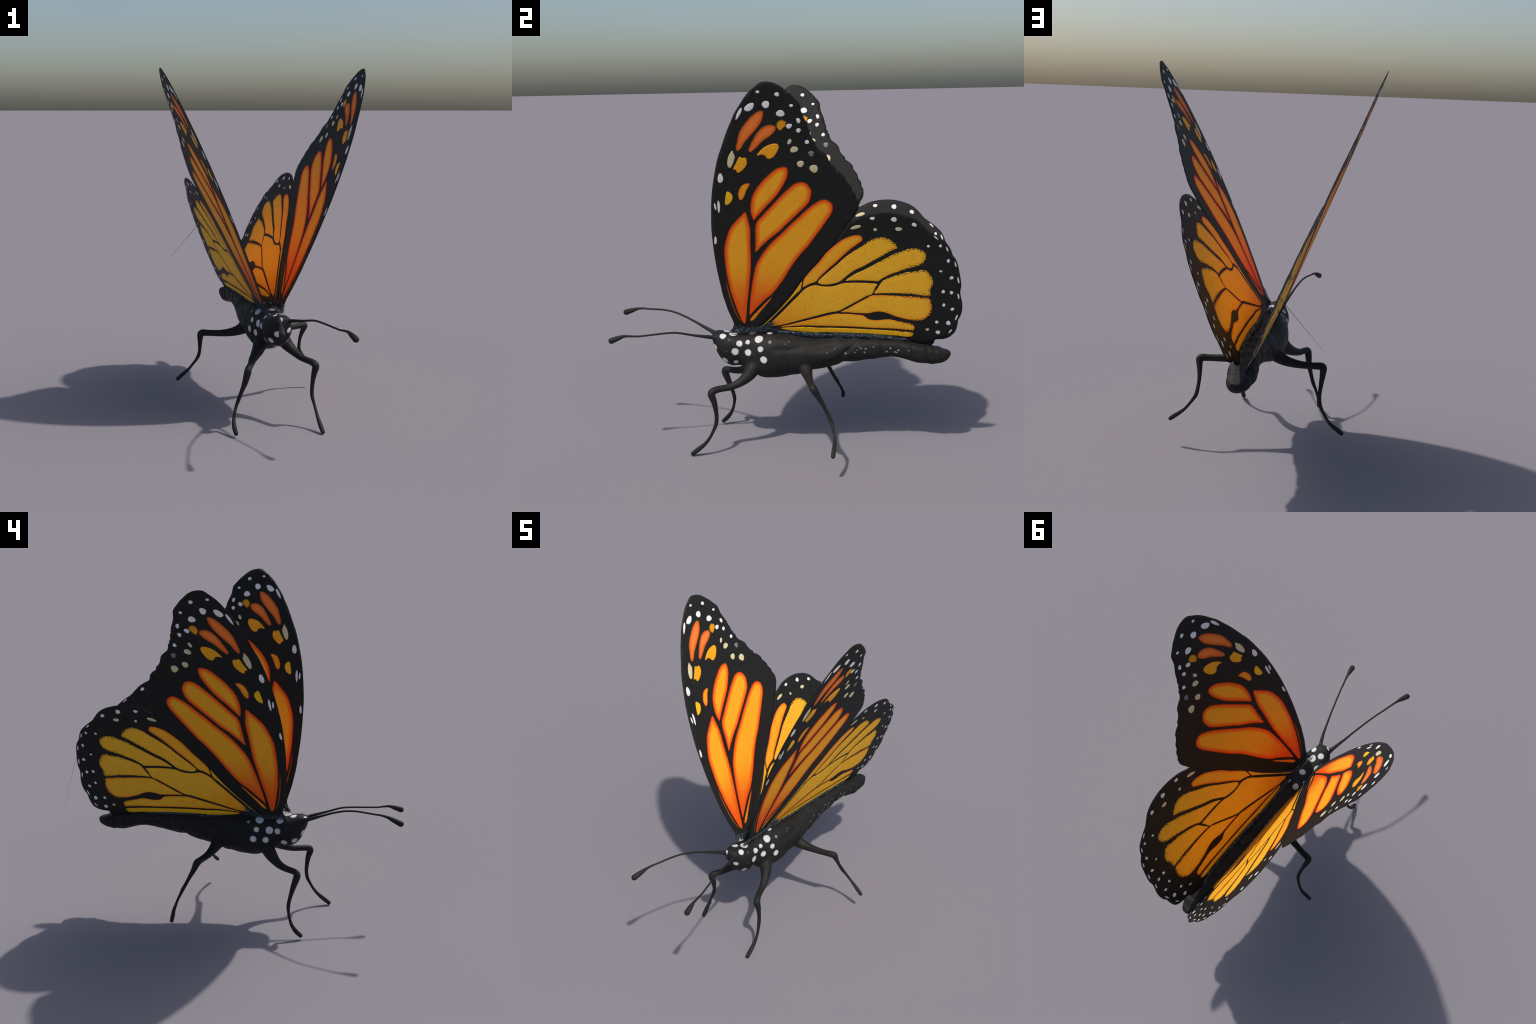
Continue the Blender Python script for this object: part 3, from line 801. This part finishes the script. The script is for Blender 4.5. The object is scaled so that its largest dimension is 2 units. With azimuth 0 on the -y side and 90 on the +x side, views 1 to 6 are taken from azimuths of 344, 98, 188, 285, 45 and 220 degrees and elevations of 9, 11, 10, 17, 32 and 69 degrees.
CELL_LOOK = dict(apex_long="fore_rust", apex_short="fore_rust", speck="fore_speck", hook="fore_amber", amber_a="fore_amber", amber_b="fore_tawny", amber_c="fore_yellow",
                 upper="fore_gold", middle="fore_gold", lower="fore_gold", leading="fore_gold", streak="fore_rust", sliver="fore_tawny")
HIND_LOOK = dict(front="hind_front", front_base="hind_hem", upper="hind_yellow", middle_upper="hind_yellow", middle="hind_yellow", lower="hind_orange", inner="hind_orange", hem="hind_hem", discal="hind_yellow")


def wing_meshes(outline, cells, looks, spots, camber):
    tints = SPOTS_OF[camber]
    edge = grow(catmull(np.array(outline) / 1000.0, 0.006, closed=True), 0.0012)
    plate = pillow("wing_plate", edge, plate_profile, 0.016, camber)
    plate.materials.append(MEMBRANE)
    panes = []
    for key, pts in cells.items():
        if key == "cream_bar":
            mat = tints["cream"]
        else:
            mat = MATERIALS[looks[key]]
        o = grow(catmull(np.array(pts) / 1000.0, 0.003, closed=True), 0.0026 if looks.get(key) == "fore_gold" else 0.0010)
        area = 0.5 * abs(np.sum(o[:, 0] * np.roll(o[:, 1], -1) - np.roll(o[:, 0], -1) * o[:, 1]))
        width = 2 * area / np.linalg.norm(np.roll(o, -1, axis=0) - o, axis=1).sum()          # slender cells need a finer net
        me = pillow("wing_cell", o, pane_profile, float(np.clip(width * 0.36, 0.0017, 0.0055)), camber)
        me.materials.append(mat)
        panes.append(("wing_cell", me))
    for x, y, a, b, ang, tint in spots:
        k = 28
        ph = rng.uniform(0, 6.28, 3)
        o = []
        for j in range(k):
            t = 2 * math.pi * j / k
            r = 1 + 0.05 * math.sin(3 * t + ph[0]) + 0.05 * math.sin(2 * t + ph[1])
            p = np.array([a * r * math.cos(t), b * r * math.sin(t)])
            c, s = math.cos(math.radians(ang)), math.sin(math.radians(ang))
            o.append(((x + c * p[0] - s * p[1]) / 1000.0, (y + s * p[0] + c * p[1]) / 1000.0))
        me = pillow("wing_spot", np.array(o), pane_profile, 0.004, camber)
        me.materials.append(tints[tint])
        panes.append(("wing_spot", me))
    return plate, panes


FORE = wing_meshes(FORE_OUTLINE, FORE_CELLS, CELL_LOOK, FORE_SPOTS, FORE_CAMBER)
def tuck(points):
    """Near its root the hindwing runs on beneath the forewing's hind margin."""
    out = []
    for i, (u, v) in enumerate(points):
        k = 9.0 * float(1 - smooth(150, 420, u)) if i > len(points) - 9 and v > 40 else 0.0
        out.append((u - 0.75 * k, v + 0.66 * k))
    return out


HIND = wing_meshes(tuck(HIND_OUTLINE), HIND_CELLS, HIND_LOOK, HIND_SPOTS, HIND_CAMBER)


def frame(o, u, v, w):
    return Matrix(((u[0], v[0], w[0], o[0]), (u[1], v[1], w[1], o[1]), (u[2], v[2], w[2], o[2]), (0, 0, 0, 1)))


RIGHT = ((0.00259, -0.09997, 0.64885), (-0.00939, 0.99995, 0.00415), (0.40386, 0.0, 0.91482), (0.91477, 0.01027, -0.40383))
LEFT = ((-0.04675, -0.10075, 0.61986), (0.00956, 0.99995, 0.00210), (-0.37426, 0.00163, 0.92732), (-0.92727, 0.00965, -0.37426))   # mirrored: w points outwards


def strand(verts, faces, p, q, bend, r):
    """A tapered, three-sided hair from p to q, bowed by `bend`."""
    p, q, bend = np.array(p), np.array(q), np.array(bend)
    axis = (q - p) / max(np.linalg.norm(q - p), 1e-6)
    s = np.cross(axis, (0.1, 0.2, 1.0))
    s /= np.linalg.norm(s)
    o = np.cross(axis, s)
    start = len(verts)
    for i, t in enumerate((0.0, 0.35, 0.7)):
        c = p + (q - p) * t + bend * math.sin(math.pi * t)
        rr = r * (1 - 0.8 * t)
        for k in range(3):
            a = 2.094 * k
            verts.append(tuple(c + rr * (math.cos(a) * s + math.sin(a) * o)))
    verts.append(tuple(q))
    for i in (0, 1):
        for k in range(3):
            j = (k + 1) % 3
            faces.append((start + i * 3 + k, start + i * 3 + j, start + (i + 1) * 3 + j, start + (i + 1) * 3 + k))
    for k in range(3):
        faces.append((start + 6 + k, start + 6 + (k + 1) % 3, start + 9))
    faces.append((start + 2, start + 1, start))


def hair_object(name, verts, faces, material, parent, camber):
    verts = [(x, y, z + camber_at(camber, x, y)) for x, y, z in verts]
    me = bpy.data.meshes.new(name)
    me.from_pydata(verts, [], faces)
    me.polygons.foreach_set("use_smooth", [True] * len(me.polygons))
    me.update()
    ob = new_object(name, me, parent, material)
    ob["kind"] = "stuff"
    return ob


HEM_LINE = np.array([(20, 30), (125, 27), (180, 22), (260, 18), (390, 18), (520, 18), (640, 12), (780, -4), (850, -24)]) / 1000.0
CLUMP_ENDS = (0.10, 0.16, 0.23, 0.285, 0.335, 0.40, 0.467, 0.535, 0.605, 0.685, 0.765)


def fur_fringe(seed, pale):
    """Overlapping slate tufts along the inner hem of the hindwing, on both faces (wing coordinates)."""
    r = np.random.default_rng(seed)
    verts, faces = [], []
    for end in CLUMP_ENDS:
        for i in range(9 if pale else 80):
            side = r.choice((-1, 1))
            if pale:          # the bright bowed hairs that close each tuft
                u = end + r.uniform(-0.006, 0.004)
                v = float(np.interp(u, HEM_LINE[:, 0], HEM_LINE[:, 1])) + r.uniform(-0.002, 0.003)
                tip = (u + r.uniform(0.008, 0.014), v - r.uniform(0.016, 0.026))
                w, bow, thick = side * 0.0054, (0.003, 0.002, 0), r.uniform(0.0013, 0.0021)
            else:
                u = end - r.uniform(0.0, 0.075)
                v = float(np.interp(u, HEM_LINE[:, 0], HEM_LINE[:, 1])) - r.uniform(0.0, 0.018)
                length = r.uniform(0.030, 0.055)
                tip = (u + length * 0.93, v - length * r.uniform(0.18, 0.42))
                w, bow, thick = side * r.uniform(0.0018, 0.0042), (0, 0.003, 0), r.uniform(0.0010, 0.0018)
            strand(verts, faces, (u, v, w), (*tip, w + side * r.uniform(0.0, 0.002)), bow, thick)
    return verts, faces


def root_tuft(seed):
    """Slate hairs lying flat over the root of the forewing, swept forwards in front and back onto the hindwing behind."""
    r = np.random.default_rng(seed)
    verts, faces = [], []
    for i in range(620):
        u = r.uniform(-0.168, 0.050)
        low = float(np.interp(u, (-0.17, -0.10, -0.05, 0.0, 0.05), (0.020, 0.016, 0.020, 0.030, 0.055)))
        high = float(np.interp(u, (-0.17, -0.14, -0.10, -0.05, 0.0, 0.05), (0.034, 0.072, 0.048, 0.046, 0.066, 0.100)))
        v = low + (high - low) * r.random() ** 1.3
        angle = math.radians(float(np.interp(u, (-0.165, -0.135, -0.105, -0.04, 0.05), (238, 285, 340, 362, 405)))) + r.normal(0, 0.28)
        length = r.uniform(0.022, 0.046)
        side = r.choice((-1, 1))
        w = side * r.uniform(0.0015, 0.0036)
        tip = (u + length * math.cos(angle), max(v + length * math.sin(angle), 0.004), w + side * r.uniform(0.0, 0.003))
        strand(verts, faces, (u, v, w), tip, (0, 0.002, side * 0.001), r.uniform(0.0009, 0.0016))
    return verts, faces


for side, (origin, u, v, w) in ((1, RIGHT), (-1, LEFT)):
    for name, (plate, panes) in (("forewing", FORE), ("hindwing", HIND)):
        wing = new_object(name, plate, butterfly)
        wing.matrix_world = frame(origin, u, v, w)
        for kind, me in panes:
            new_object(kind, me, wing)
        if name == "hindwing":
            hair_object("wing_fur", *fur_fringe(11 + side, False), FUR, wing, HIND_CAMBER)
            hair_object("wing_fur", *fur_fringe(31 + side, True), FUR_PALE, wing, HIND_CAMBER)
        else:
            hair_object("wing_fur", *root_tuft(51 + side), FUR, wing, FORE_CAMBER)

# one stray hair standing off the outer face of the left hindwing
v, f, _ = sweep([(-0.200, 0.943, 0.993), (-0.280, 0.943, 0.904), (-0.360, 0.943, 0.815), (-0.430, 0.943, 0.737)], [0.0013, 0.0010, 0.0006, 0.00015], 8, 0.03)
v = [(p[0], 0.943 + 0.08 * (p[1] - 0.943), p[2]) for p in v]           # flattened: hardly seen from the side
me = bpy.data.meshes.new("stray_bristle")
me.from_pydata([tuple(p) for p in v], [], f)
me.polygons.foreach_set("use_smooth", [True] * len(me.polygons))
me.update()
new_object("stray_bristle", me, butterfly, BRISTLE)
